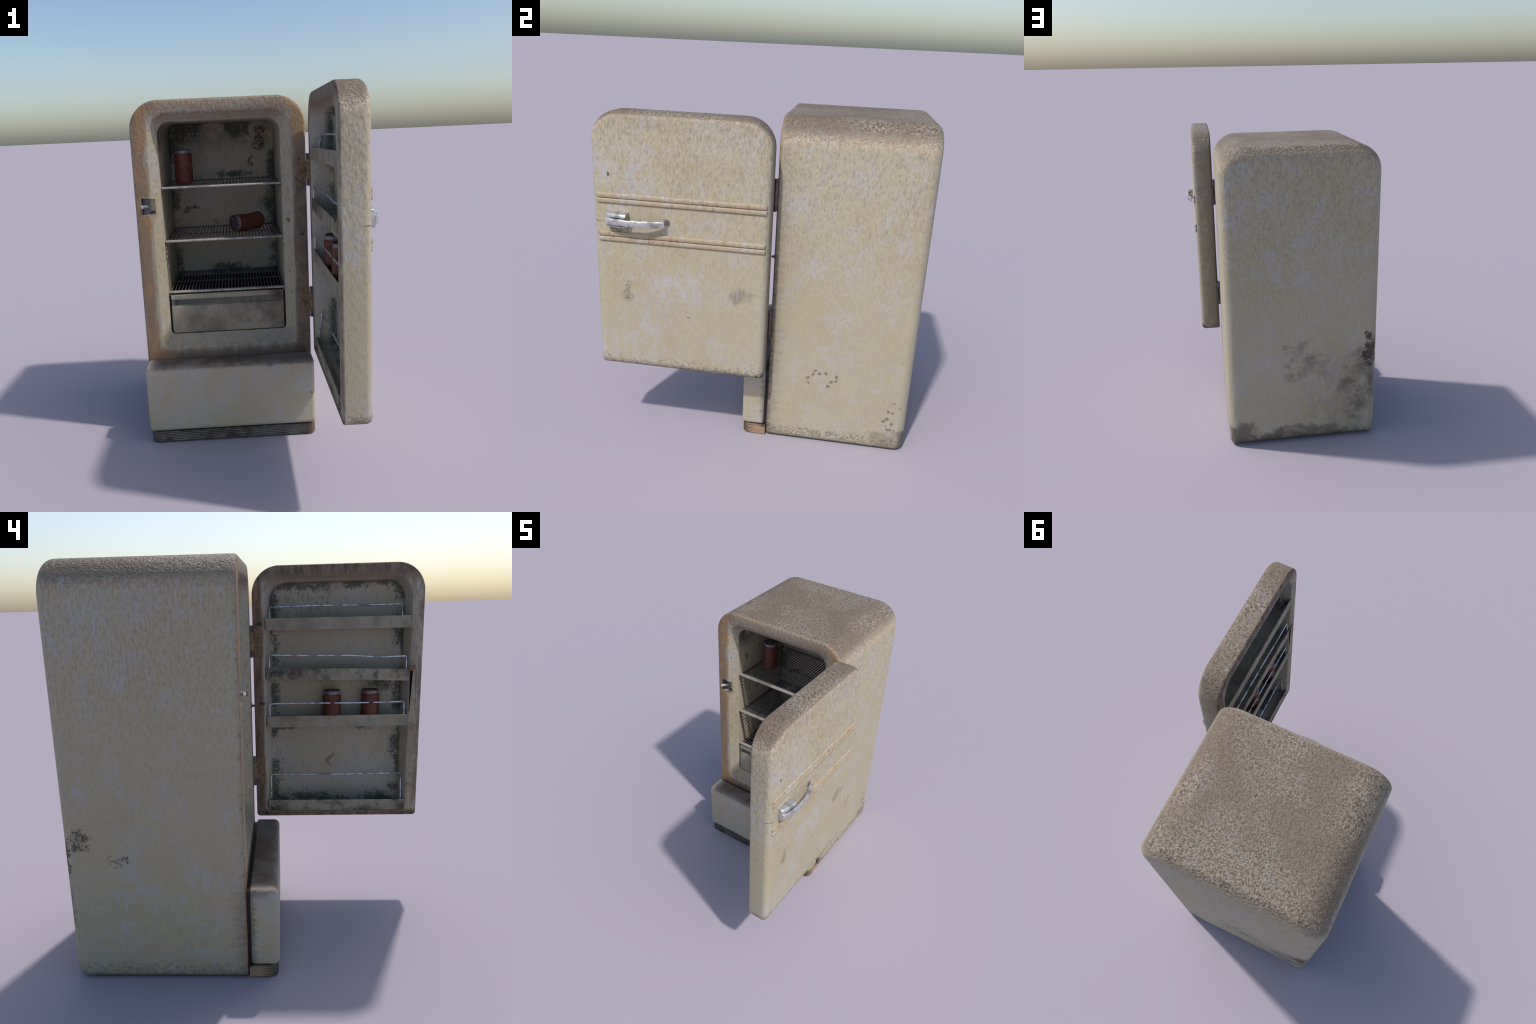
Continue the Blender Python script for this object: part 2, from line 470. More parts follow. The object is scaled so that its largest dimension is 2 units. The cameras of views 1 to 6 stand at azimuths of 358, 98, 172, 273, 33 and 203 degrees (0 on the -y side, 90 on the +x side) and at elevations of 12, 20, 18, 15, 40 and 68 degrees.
        lip_r = s.mx(s.ss(s.add(s.y, s.mul(s.sub(drip, 0.5), 0.06)), -0.012, 0.014), s.mul(s.ss(s.add(s.z, s.mul(s.sub(drip, 0.5), 0.10)), 1.88, 1.95), 0.95),
                     s.ss(s.z, 0.535, 0.505), s.mul(s.ss(s.y, -0.895, -0.92), s.ss(drip, 0.38, 0.6), 0.8))
        c = s.mix(s.mul(lip, lip_r, 0.95), c, s.mix(s.ss(drip, 0.35, 0.65), (0.105, 0.068, 0.045), (0.235, 0.15, 0.095)))
        c = s.mix(s.mul(lip, s.ss(drip, 0.35, 0.6), 0.5), c, (0.25, 0.185, 0.13))
        c = s.mix(s.mul(lip, s.ss(blot, 0.52, 0.66), 0.5), c, (0.13, 0.10, 0.08))
        lipscab = s.mx(s.stain((0.40, 0.02, 1.675), (0.03, 0.03, 0.015), crumb, 0.2, 0.32, 0.49), s.stain((0.40, 0.015, 1.205), (0.03, 0.03, 0.015), crumb, 0.2, 0.32, 0.49),
                       s.stain((0.40, 0.0, 0.515), (0.03, 0.04, 0.03), crumb, 0.3, 0.38, 0.53))
        c = s.mix(s.mul(lipscab, 0.9), c, SOOT)

    if where == 'kick':
        # brown soot drawn along the top, orange at the left corner
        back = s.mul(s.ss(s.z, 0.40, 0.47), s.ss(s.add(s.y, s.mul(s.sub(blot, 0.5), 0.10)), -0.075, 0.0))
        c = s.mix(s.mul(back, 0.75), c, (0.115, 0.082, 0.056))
        corner = s.mul(s.ss(s.x, -0.56, -0.60), s.ss(s.z, 0.45, 0.475))
        c = s.mix(s.mul(corner, 0.7), c, (0.45, 0.32, 0.19))
        seam = s.mul(s.mx(s.ss(s.x, -0.59, -0.604), s.ss(s.x, 0.37, 0.387)), s.ss(s.add(s.y, s.mul(s.sub(s.noise(1.0, 4, 0.6, stretch=(20, 14, 60)), 0.5), 0.09)), 0.015, 0.06))
        c = s.mix(s.mul(seam, 0.7), c, (0.11, 0.09, 0.075))
        scab = s.mx(s.stain((0.12, -0.08, 0.455), (0.045, 0.06, 0.04), crumb, 0.3, 0.40, 0.57), s.stain((0.36, -0.085, 0.27), (0.03, 0.05, 0.02), crumb, 0.3, 0.44, 0.61))
        c = s.mix(s.mul(scab, 0.85), c, SOOT)
        chips = s.mul(s.ss(s.z, 0.12, 0.075), s.ss(rag, 0.58, 0.66))
        c = s.mix(s.mul(chips, 0.7), c, (0.13, 0.11, 0.085))
        c = s.mix(s.mul(s.ss(mid, 0.42, 0.6), 0.25), c, LILAC)

    if where == 'trim':
        c = s.mix(s.ss(patch, 0.5, 0.1, 0.15, 0.75), c, (0.375, 0.290, 0.192))
        dirt = s.mul(s.ss(s.noise(1.0, 5, 0.65, stretch=(40, 40, 14), shift=3.0), 0.48, 0.68), s.ss(blot, 0.34, 0.58))
        c = s.mix(s.mul(dirt, 0.6), c, (0.20, 0.12, 0.07))
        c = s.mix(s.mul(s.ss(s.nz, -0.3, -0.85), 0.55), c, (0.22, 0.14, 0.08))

    if where == 'grille':
        # bare, dark kick strip: mottled brown, orange toward the right end
        g = s.noise(1.0, 5, 0.6, stretch=(11, 11, 14))
        c = s.mix(s.ss(g, 0.38, 0.62), (0.12, 0.095, 0.075), (0.30, 0.27, 0.235))
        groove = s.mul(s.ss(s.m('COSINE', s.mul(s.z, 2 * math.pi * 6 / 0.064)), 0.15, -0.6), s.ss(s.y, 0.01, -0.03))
        side = s.mx(s.ss(s.x, 0.30, 0.385), s.ss(s.x, -0.575, -0.60))
        c = s.mix(s.mul(side, 0.85), c, s.mix(s.ss(blot, 0.4, 0.6), (0.36, 0.30, 0.20), (0.36, 0.215, 0.115)))
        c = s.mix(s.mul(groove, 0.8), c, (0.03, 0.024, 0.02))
        c = s.mix(s.mul(s.ss(s.add(s.z, s.mul(s.sub(rag, 0.5), 0.03)), 0.05, 0.062), s.ss(s.y, 0.02, 0.06, 0.4, 0.9)), c, SOOT)
        c = s.mix(s.mul(s.ss(rag, 0.62, 0.68), 0.7), c, SOOT)

    return s.done(c, 0.62, 0.0, height, 0.5, 0.0072, 0.25)

def liner_paint(name, where):
    """The inside: dull cream with grey-green mould growing out of the corners."""
    s = Shader(name, ROOT)
    rag = s.add(s.mul(s.noise(26, 6, 0.7, shift=1.0), 0.55), s.mul(s.noise(70, 4, 0.65, shift=5.0), 0.45))
    crumb = s.add(s.mul(s.noise(85, 4, 0.7, shift=2.9), 0.6), s.mul(s.noise(24, 4, 0.6, shift=0.7), 0.4))
    blot = s.noise(9, 6, 0.6, shift=4.0)
    wide = s.noise(3.0, 5, 0.55)
    fine = s.noise(1.0, 3, 0.6, stretch=(70, 70, 26), dist=0.5)
    c = s.mix(s.ss(wide, 0.36, 0.64), (0.42, 0.365, 0.255), (0.42, 0.385, 0.325))
    c = s.mix(s.mul(s.ss(fine, 0.52, 0.7), 0.3), c, (0.19, 0.155, 0.11))
    if where == 'cabinet':
        # distance in from the side walls of the back panel, and down from the ceiling
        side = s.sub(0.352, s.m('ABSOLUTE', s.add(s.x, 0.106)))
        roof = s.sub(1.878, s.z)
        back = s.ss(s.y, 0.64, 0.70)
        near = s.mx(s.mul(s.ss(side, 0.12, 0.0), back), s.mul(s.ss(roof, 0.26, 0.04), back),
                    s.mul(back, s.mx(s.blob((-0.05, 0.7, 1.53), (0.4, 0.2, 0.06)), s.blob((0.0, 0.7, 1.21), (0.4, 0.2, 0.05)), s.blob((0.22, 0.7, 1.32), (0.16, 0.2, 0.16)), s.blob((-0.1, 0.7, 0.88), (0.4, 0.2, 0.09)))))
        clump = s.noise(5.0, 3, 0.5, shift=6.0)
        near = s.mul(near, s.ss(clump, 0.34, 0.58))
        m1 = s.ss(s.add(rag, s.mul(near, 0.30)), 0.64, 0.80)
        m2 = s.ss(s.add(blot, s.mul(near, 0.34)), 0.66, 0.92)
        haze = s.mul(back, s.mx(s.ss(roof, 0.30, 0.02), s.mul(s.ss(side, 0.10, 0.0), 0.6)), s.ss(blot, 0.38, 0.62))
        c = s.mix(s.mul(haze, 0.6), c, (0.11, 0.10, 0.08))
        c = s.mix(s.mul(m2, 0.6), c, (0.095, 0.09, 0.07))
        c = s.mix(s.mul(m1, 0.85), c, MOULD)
        scab = s.mx(s.stain((0.155, 0.712, 1.76), (0.09, 0.2, 0.17), crumb, 0.32, 0.41, 0.56), s.stain((0.09, 0.712, 1.60), (0.035, 0.2, 0.11), crumb, 0.3, 0.40, 0.56),
                    s.stain((-0.34, 0.712, 1.30), (0.10, 0.2, 0.035), crumb, 0.3, 0.42, 0.56))
        c = s.mix(s.mul(scab, 0.9), c, (0.022, 0.016, 0.014))
        # chips on the side walls
        chip = s.mul(s.ss(s.noise(1.0, 4, 0.6, stretch=(22, 22, 15), shift=3.3), 0.60, 0.66), s.ss(s.ny, -0.7, -0.3))
        c = s.mix(s.mul(chip, 0.85), c, (0.045, 0.04, 0.032))
        gm = s.mul(s.blob((-0.46, 0.20, 1.80), (0.2, 0.20, 0.14)), s.ss(blot, 0.35, 0.55))
        c = s.mix(s.mul(gm, 0.85), c, MOULD)
    else:
        side = s.sub(0.392, s.m('ABSOLUTE', s.add(s.y, 0.438)))
        deep = s.ss(s.x, 0.47, 0.515)
        near = s.mx(s.mul(s.ss(side, 0.12, 0.0), 0.95), s.ss(s.z, 1.80, 1.90), s.mul(s.ss(s.z, 0.68, 0.55), 1.1),
                    s.blob((0.5, -0.62, 1.03), (0.2, 0.22, 0.06)), s.blob((0.5, -0.12, 1.04), (0.2, 0.15, 0.06)), s.blob((0.5, -0.72, 1.30), (0.2, 0.2, 0.12)))
        clump = s.noise(5.0, 3, 0.5, shift=6.0)
        near = s.mul(near, s.ss(clump, 0.32, 0.58))
        m1 = s.mul(s.ss(s.add(rag, s.mul(near, 0.30)), 0.64, 0.80), deep)
        m2 = s.mul(s.ss(s.add(blot, s.mul(near, 0.34)), 0.64, 0.92), deep)
        c = s.mix(s.mul(m2, 0.6), c, (0.10, 0.105, 0.085))
        c = s.mix(s.mul(m1, 0.85), c, (0.05, 0.068, 0.045))
        lowdark = s.mx(s.blob((0.52, -0.44, 1.70), (0.2, 0.6, 0.09)), s.blob((0.52, -0.44, 1.40), (0.2, 0.6, 0.09)), s.blob((0.52, -0.44, 1.13), (0.2, 0.6, 0.09)), s.blob((0.52, -0.44, 0.59), (0.2, 0.6, 0.12)))
        c = s.mix(s.mul(lowdark, deep, 0.45), c, (0.13, 0.15, 0.135))
        c = s.mix(s.mul(s.ss(s.z, 1.86, 1.93), 0.6), c, (0.21, 0.145, 0.10))
        scuff = s.mul(s.blob((0.5, -0.28, 1.80), (0.2, 0.30, 0.13)), s.ss(fine, 0.48, 0.66))
        c = s.mix(s.mul(scuff, 0.6), c, (0.10, 0.085, 0.065))
        scab = s.mx(s.stain((0.515, -0.41, 0.83), (0.2, 0.05, 0.06), crumb, 0.35, 0.44, 0.59), s.stain((0.42, -0.862, 1.66), (0.05, 0.03, 0.05), crumb, 0.3, 0.38, 0.56))
        c = s.mix(s.mul(scab, 0.9), c, (0.03, 0.025, 0.02))
    return s.done(c, 0.6, 0.0, s.add(fine, s.mul(rag, 0.5)), 0.3, 0.004, 0.25)

def worn_sheet(name, base, dark, brown, scale=12, dirt=0.5, scoop=False):
    s = Shader(name, ROOT)
    rag = s.noise(scale, 6, 0.65)
    wide = s.noise(scale * 0.35, 5, 0.6, shift=2.0)
    fine = s.noise(1.0, 3, 0.6, stretch=(80, 80, 22))
    c = s.mix(s.ss(wide, 0.35, 0.65), base, tuple(v * 0.8 for v in base))
    c = s.mix(s.mul(s.ss(rag, 0.45, 0.68), dirt), c, dark)
    c = s.mix(s.mul(s.ss(wide, 0.48, 0.68), dirt), c, brown)
    c = s.mix(s.mul(s.ss(fine, 0.54, 0.72), 0.3), c, dark)
    if scoop:        # scoop shadow painted in, paler lip, dark patch at right end
        band = s.mul(s.ss(s.z, 0.782, 0.790), s.ss(s.z, 0.826, 0.820))
        c = s.mix(s.mul(band, s.ss(s.add(s.x, s.mul(s.sub(rag, 0.5), 0.3)), 0.25, -0.42, 0.35, 0.85)), c, (0.09, 0.095, 0.08))
        lip = s.ss(s.z, 0.822, 0.828)
        c = s.mix(s.mul(lip, s.ss(s.x, 0.17, 0.12), 0.6), c, (0.40, 0.35, 0.255))
        smear = s.blob((0.20, 0.13, 0.82), (0.05, 0.1, 0.07))
        c = s.mix(s.mul(smear, s.ss(rag, 0.35, 0.6), 0.85), c, (0.05, 0.035, 0.03))
    return s.done(c, 0.55, 0.0, fine, 0.2, 0.003, 0.3)

def metal(name, base, dark, rough=0.35, metallic=0.9, scale=60, amount=0.5, bump=0.3, crevice=False):
    s = Shader(name, ROOT)
    n = s.noise(scale, 5, 0.65)
    w = s.noise(scale * 0.3, 4, 0.6, shift=5.0)
    c = s.mix(s.mul(s.ss(n, 0.48, 0.68), amount), base, dark)
    c = s.mix(s.mul(s.ss(w, 0.52, 0.66), amount), c, dark)
    if crevice:      # dirt packed along the strap where it lies on the block
        near = s.m('ABSOLUTE', s.sub(s.m('ABSOLUTE', s.sub(s.z, 1.402)), 0.0205))
        c = s.mix(s.mul(s.ss(near, 0.0055, 0.002), s.ss(s.x, 0.572, 0.582), 0.9), c, (0.03, 0.028, 0.025))
    r = s.ss(n, 0.4, 0.65, rough, rough + 0.3)
    return s.done(c, r, metallic, s.add(n, s.mul(w, 1.5)), bump, 0.004, 0.5)

M_CABINET = paint("cabinet_enamel", 'cabinet')
M_DOOR = paint("door_enamel", 'door')
M_KICK = paint("kick_panel_enamel", 'kick')
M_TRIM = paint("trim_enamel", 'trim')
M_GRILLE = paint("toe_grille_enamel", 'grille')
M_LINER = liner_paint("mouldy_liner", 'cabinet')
M_DLINER = liner_paint("mouldy_door_liner", 'door')
M_TRAY = worn_sheet("tray_sheet", (0.375, 0.328, 0.235), (0.17, 0.15, 0.115), (0.20, 0.165, 0.12), 14, 0.5)
M_TRAY_DIRTY = worn_sheet("dirty_tray_sheet", (0.375, 0.328, 0.235), (0.055, 0.058, 0.048), (0.085, 0.06, 0.045), 11, 0.95)
M_DRAWER = worn_sheet("drawer_sheet", (0.35, 0.305, 0.22), (0.13, 0.12, 0.10), (0.15, 0.112, 0.078), 10, 0.75, True)
M_DARKGAP = worn_sheet("gap_black", (0.02, 0.02, 0.022), (0.01, 0.01, 0.01), (0.03, 0.022, 0.018), 20, 0.5)
M_CHROME = metal("pitted_chrome", (0.70, 0.69, 0.675), (0.23, 0.22, 0.20), 0.22, 0.78, 55, 0.65, 0.18)
M_BLOCK = metal("dirty_chrome", (0.62, 0.61, 0.595), (0.19, 0.18, 0.165), 0.24, 0.8, 55, 0.65, 0.18, True)
M_WIRE = metal("grey_wire", (0.17, 0.17, 0.19), (0.05, 0.05, 0.055), 0.45, 0.6, 50, 0.7, 0.2)
M_RAIL = metal("rail_wire", (0.70, 0.72, 0.78), (0.12, 0.12, 0.14), 0.35, 0.75, 40, 0.75, 0.2)
M_SHELF = metal("shelf_bar", (0.44, 0.41, 0.36), (0.16, 0.14, 0.12), 0.45, 0.35, 25, 0.6, 0.2)
M_STEEL = metal("hinge_steel", (0.16, 0.16, 0.18), (0.07, 0.055, 0.05), 0.5, 0.6, 70, 0.6, 0.4)
M_PLATE = metal("latch_plate", (0.20, 0.205, 0.225), (0.07, 0.045, 0.035), 0.5, 0.4, 80, 0.6, 0.4)
M_RUSTY = worn_sheet("rusty_leaf", (0.27, 0.175, 0.095), (0.06, 0.042, 0.032), (0.15, 0.09, 0.055), 40, 0.75)

# ------------------------------------------------------------------ cabinet
X0, X1, YF, YB, TOP, BASE = -0.608, 0.388, 0.072, 0.936, 2.0, 0.004
def xz(y, *a, **k):
    return [(p, y, q) for p, q in rounded_rect(*a, **k)]

N = 14
OUT = (X0, X1, BASE, TOP)
OUT_R = (0.165, 0.165, 0.03, 0.03)
OPEN = (-0.506, 0.298, 0.538, 1.922)      # where the frame turns in
OPEN_R = (0.115, 0.115, 0.05, 0.05)
MOUTH = (-0.461, 0.246, 0.607, 1.878)     # where the liner starts
MOUTH_R = (0.075, 0.075, 0.025, 0.025)
rings = []
for inset, drop in arc(0.062, 8):
    rings.append(xz(YB - drop, *OUT, OUT_R, N, inset))
for inset, drop in reversed(arc(0.016, 6)):
    rings.append(xz(YF + drop, *OUT, OUT_R, N, inset))
def between(A, AR, B, BR, t):
    return tuple(a + (b - a) * t for a, b in zip(A, B)), tuple(a + (b - a) * t for a, b in zip(AR, BR))
for y, t in ((YF, -0.22), (YF + 0.002, -0.08), (YF + 0.008, 0.06), (0.130, 1.0)):
    A, R = between(OPEN, OPEN_R, MOUTH, MOUTH_R, t)
    rings.append(xz(y, *A, R, N))
v, f = loft(rings, True, False)
cab_origin = (-0.11, 0.5, 0.0)
# closed behind the frame so that the shell is a solid for the latch pocket
cabinet = mesh_object("cabinet", v, f + [tuple(range(len(v) - len(rings[0]), len(v)))], [M_CABINET, M_PLATE], cab_origin, ROOT)

# latch pocket in the left of the frame
pocket = [(-0.571, 0.02), (-0.571, 0.112), (-0.528, 0.112), (-0.520, 0.106), (-0.4935, 0.094), (-0.490, 0.02)]
def pocket_edge(x, z_left, z_right):
    return z_left + (z_right - z_left) * (x + 0.571) / 0.079
pv, pf = loft([[(x, y, pocket_edge(x, a, b)) for x, y in pocket] for a, b in ((1.352, 1.362), (1.453, 1.446))])
cutter = mesh_object("pocket_cutter", pv, pf, [M_CABINET, M_PLATE])
for p in cutter.data.polygons:
    p.material_index = 1 if p.center.x < -0.524 and abs(p.normal.z) < 0.5 else 0
cut(cabinet, cutter)
# take the closing face away again: the liner carries on from its border
bm = bmesh.new()
bm.from_mesh(cabinet.data)
lid = [q for q in bm.faces if abs(q.normal.y) > 0.99 and all(abs(w.co.y + cab_origin[1] - 0.130) < 1e-4 for w in q.verts)]
bmesh.ops.delete(bm, geom=lid, context='FACES_ONLY')
bm.to_mesh(cabinet.data)
bm.free()
cabinet.data.set_sharp_from_angle(angle=math.radians(35))

# liner
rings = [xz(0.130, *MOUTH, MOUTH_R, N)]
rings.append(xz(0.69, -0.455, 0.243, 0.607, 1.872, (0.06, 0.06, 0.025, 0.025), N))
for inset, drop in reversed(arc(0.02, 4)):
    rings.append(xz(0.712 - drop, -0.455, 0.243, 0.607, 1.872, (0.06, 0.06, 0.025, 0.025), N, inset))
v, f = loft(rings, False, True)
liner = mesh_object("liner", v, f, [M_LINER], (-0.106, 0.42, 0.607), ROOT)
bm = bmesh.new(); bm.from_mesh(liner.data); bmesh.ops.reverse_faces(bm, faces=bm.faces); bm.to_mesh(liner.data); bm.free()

# latch on the frame
latch = empty("latch", (-0.54, 0.10, 1.40), ROOT)
v, f = tube([(-0.540, 0.110, 1.399), (-0.551, 0.080, 1.402), (-0.564, 0.056, 1.404), (-0.567, 0.0525, 1.4045)], 0.0105, 16)
pin = mesh_object("latch_pin", v, f, [M_CHROME], (-0.53, 0.108, 1.40), latch)
box("strike_plate", (-0.568, 0.1085, 1.356), (-0.530, 0.1135, 1.450), [M_PLATE], latch, 0.001, 1)
v, f = tube([(-0.538, 0.1088, 1.370), (-0.538, 0.104, 1.370)], 0.007, 12)
mesh_object("screw", v, f, [M_STEEL], (-0.538, 0.104, 1.370), latch)

# light switch on the right of the frame
switch = empty("light_switch", (0.354, YF, 1.202), ROOT)
v, f = tube([(0.354, YF + 0.003, 1.202), (0.354, YF - 0.003, 1.202), (0.354, YF - 0.0045, 1.202)], 0.0145, 24)
mesh_object("switch_collar", v, f, [M_PLATE], (0.354, YF, 1.202), switch)
v, f = tube([(0.354, YF, 1.202), (0.354, 0.056, 1.202), (0.354, 0.0535, 1.202)], 0.0062, 12)
mesh_object("switch_plunger", v, f, [M_DARKGAP], (0.354, YF, 1.202), switch)

# ------------------------------------------------------------------ kick panel and toe grille
rings = []
KR = (0.03, 0.012, 0.012, 0.03)
def yz_panel(x, inset):
    return [(x, -p, q) for p, q in rounded_rect(-0.055, 0.083, 0.070, 0.476, (0.034, 0.010, 0.016, 0.030), 8, inset)]
for inset, drop in arc(0.022, 6):
    rings.append(yz_panel(X0 + 0.002 + drop, inset))
for inset, drop in reversed(arc(0.022, 6)):
    rings.append(yz_panel(X1 - 0.002 - drop, inset))
v, f = loft(rings)
mesh_object("kick_panel", v, f, [M_KICK], (-0.11, -0.015, 0.07), ROOT)

# toe grille: ridged strip with rounded front corners
rings = []
levels = 60
for k in range(levels + 1):
    z = 0.064 * k / levels
    wave = 0.5 + 0.5 * math.cos(2 * math.pi * (z / 0.064) * 6)
    lip = 0.004 * max(0.0, 1 - z / 0.006) ** 2
    ring = []
    for p, q in rounded_rect(-0.599, 0.386, -0.077, 0.067, (0.002, 0.002, 0.045, 0.045), 10):
        w = max(0.0, min(1.0, (0.0 - q) / 0.045))      # ridges fade out along the flanks
        dx = (p + 0.1065) / 0.49
        d = w * 0.0085 * wave ** 0.6 + lip
        ring.append((p - d * (1 if dx > 0 else -1) * (0.5 if abs(dx) > 0.9 else 0.0), q + d, z))
    rings.append(ring)
v, f = loft(rings)
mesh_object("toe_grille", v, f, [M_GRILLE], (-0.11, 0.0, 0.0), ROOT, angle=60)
# black box in the gap behind kick panel
box("kick_gap_dark_strip", (-0.585, 0.045, 0.012), (0.365, 0.0725, 0.46), [M_DARKGAP], ROOT)

# ------------------------------------------------------------------ shelves
def shared(name, verts, faces, mats, angle=40):
    me = bpy.data.meshes.new(name)
    me.from_pydata([Vector(v) for v in verts], [], faces)
    for m in mats:
        me.materials.append(m)
    finish(me, angle)
    return me

WIRE_Y0, WIRE_Y1 = 0.150, 0.700
wv, wf = tube([(0, WIRE_Y0 - 0.15, 0), (0, WIRE_Y1 - 0.15, 0)], 0.0036, 8)
wire_mesh = shared("wire", wv, wf, [M_WIRE])
for z in (1.506, 1.188, 0.876):
    shelf = empty("shelf", (-0.106, 0.13, z), ROOT)
    box("shelf_front", (-0.459, 0.1285, z - 0.012), (0.2445, 0.155, z), [M_SHELF], shelf, 0.004, 3)
    v, f = tube([(-0.452, 0.686, z - 0.0075), (0.241, 0.686, z - 0.0075)], 0.004, 8)
    mesh_object("rear_bar", v, f, [M_WIRE], (-0.106, 0.686, z), shelf)
    v, f = tube([(-0.452, 0.42, z - 0.011), (0.241, 0.42, z - 0.011)], 0.004, 8)
    mesh_object("cross_bar", v, f, [M_WIRE], (-0.106, 0.42, z), shelf)
    for xa, xb in ((-0.4615, -0.449), (0.233, 0.2465)):
        box("shelf_ledge", (xa, 0.140, z - 0.030), (xb, 0.69, z - 0.0125), [M_RUSTY], shelf, 0.002, 1)
    for i in range(34):
        w = link(bpy.data.objects.new("wire", wire_mesh))
        x = -0.4445 + 0.0204 * i + random.uniform(-0.0008, 0.0008)
        place(w, (x, 0.15, z - 0.004 + random.uniform(-0.0006, 0.0006)), shelf)
        w.rotation_euler = (0, 0, random.uniform(-0.0015, 0.0015))

# ------------------------------------------------------------------ drawer
drawer = empty("drawer", (-0.106, 0.13, 0.612), ROOT)
# front: profile in y,z with a finger scoop under the top lip, drawn along x
DX0, DX1 = -0.4475, 0.2335
prof = [(0.156, 0.613), (0.1340, 0.613), (0.1325, 0.622), (0.1325, 0.770), (0.1340, 0.780), (0.1480, 0.784), (0.1540, 0.796),
        (0.1540, 0.822), (0.1315, 0.822), (0.1300, 0.826), (0.1300, 0.851), (0.1325, 0.854), (0.156, 0.854)]
flat = [(0.156, 0.613), (0.1340, 0.613), (0.1325, 0.622), (0.1325, 0.770), (0.1325, 0.786), (0.1325, 0.792), (0.1325, 0.800),
        (0.1325, 0.822), (0.1325, 0.824), (0.1315, 0.826), (0.1315, 0.851), (0.1325, 0.854), (0.156, 0.854)]
def blendprof(t):
    return [(a[0] + (b[0] - a[0]) * t, a[1] + (b[1] - a[1]) * t) for a, b in zip(flat, prof)]
def corner_lift(x):
    e = min(x - DX0, DX1 - x)
    return 0.016 * (1 - math.sqrt(max(0, 1 - (1 - min(e / 0.016, 1)) ** 2)))
rings = []
xs = [DX0, DX0 + 0.001, DX0 + 0.004, DX0 + 0.008, DX0 + 0.016, DX0 + 0.0215, DX0 + 0.022, DX0 + 0.3, DX0 + 0.55, DX1 - 0.05, DX1 - 0.0495, DX1 - 0.016, DX1 - 0.008, DX1 - 0.004, DX1 - 0.001, DX1]
ts = [0, 0, 0, 0, 0, 0, 1, 0.85, 0.7, 0.6, 0, 0, 0, 0, 0, 0]
for x, t in zip(xs, ts):
    L = corner_lift(x)
    rings.append([(x, y, z + (L if z < 0.63 else 0)) for y, z in blendprof(t)])
v, f = loft(rings)
mesh_object("drawer_front", v, f, [M_DRAWER], (-0.106, 0.14, 0.612), drawer, angle=25)
tv, tf = join(*[loft([[(xa, y, 0.62), (xb, y, 0.62), (xb, y, 0.84), (xa, y, 0.84)] for y in (0.1565, 0.68)]) for xa, xb in ((-0.445, -0.440), (0.227, 0.232))],
              loft([[(-0.4398, y, 0.62), (0.2268, y, 0.62), (0.2268, y, 0.625), (-0.4398, y, 0.625)] for y in (0.157, 0.68)]),
              loft([[(-0.4396, y, 0.6255), (0.2266, y, 0.6255), (0.2266, y, 0.84), (-0.4396, y, 0.84)] for y in (0.674, 0.6795)]))
mesh_object("drawer_tray", tv, tf, [M_DARKGAP], (-0.106, 0.42, 0.62), drawer)
# black strips in the gaps beside and under the drawer front
gv, gf = join(*[loft([[(xa, y, 0.609), (xb, y, 0.609), (xb, y, 0.862), (xa, y, 0.862)] for y in (0.152, 0.165)]) for xa, xb in ((-0.4605, -0.446), (0.232, 0.2455))],
              loft([[(-0.4458, y, 0.6085), (0.2318, y, 0.6085), (0.2318, y, 0.614), (-0.4458, y, 0.614)] for y in (0.152, 0.165)]))
mesh_object("drawer_dark_edging", gv, gf, [M_DARKGAP], (-0.106, 0.155, 0.609), drawer)

# ------------------------------------------------------------------ door (stands open at a right angle)
DOOR_AT = (0.402, 0.06, 0.485)
door = empty("door", DOOR_AT, ROOT)
XI, XO = 0.402, 0.542
DY0, DY1, DZ0, DZ1 = -0.936, 0.058, 0.485, 1.998
DR = (0.160, 0.160, 0.022, 0.022)
LIP = (-0.866, -0.008, 0.520, 1.934)
LIP_R = (0.125, 0.125, 0.02, 0.02)
FLOOR = (-0.832, -0.047, 0.534, 1.902)
FLOOR_R = (0.10, 0.10, 0.02, 0.02)
def yz(x, *a, **k):
    return [(x, p, q) for p, q in rounded_rect(*a, **k)]
rings = []
for inset, drop in arc(0.036, 8):
    rings.append(yz(XO - drop, DY0, DY1, DZ0, DZ1, DR, N, inset))
for inset, drop in reversed(arc(0.012, 5)):
    rings.append(yz(XI + drop, DY0, DY1, DZ0, DZ1, DR, N, inset))
for x, t in ((XI, -0.35), (XI + 0.001, -0.12), (XI + 0.005, 0.05)):
    A, R = between(LIP, LIP_R, FLOOR, FLOOR_R, t)
    rings.append(yz(x, *A, R, N))
border = (A, R)
v, f = loft(rings, True, False)
panel = mesh_object("door_panel", v, f + [tuple(range(len(v) - len(rings[0]), len(v)))], [M_DOOR, M_DARKGAP], DOOR_AT, door)
# a slot dug into the lip beneath the bolt
sv = [(0.39, -0.8845, 1.386), (0.39, -0.866, 1.386), (0.39, -0.8695, 1.12), (0.425, -0.8845, 1.386), (0.425, -0.866, 1.386), (0.425, -0.8695, 1.12)]
sf = [(0, 1, 2), (5, 4, 3), (0, 3, 4, 1), (1, 4, 5, 2), (2, 5, 3, 0)]
cut(panel, mesh_object("slot_cutter", sv, sf, [M_DARKGAP]))
sv = [(0.39, -0.9035, 1.386), (0.39, -0.9005, 1.386), (0.39, -0.9055, 1.07), (0.41, -0.9035, 1.386), (0.41, -0.9005, 1.386), (0.41, -0.9055, 1.07)]
cut(panel, mesh_object("crack_cutter", sv, sf, [M_DARKGAP]))
bm = bmesh.new()
bm.from_mesh(panel.data)
lid = [q for q in bm.faces if abs(q.normal.x) > 0.99 and q.calc_area() > 0.5 and all(abs(w.co.x + XI - (XI + 0.005)) < 2e-4 for w in q.verts)]
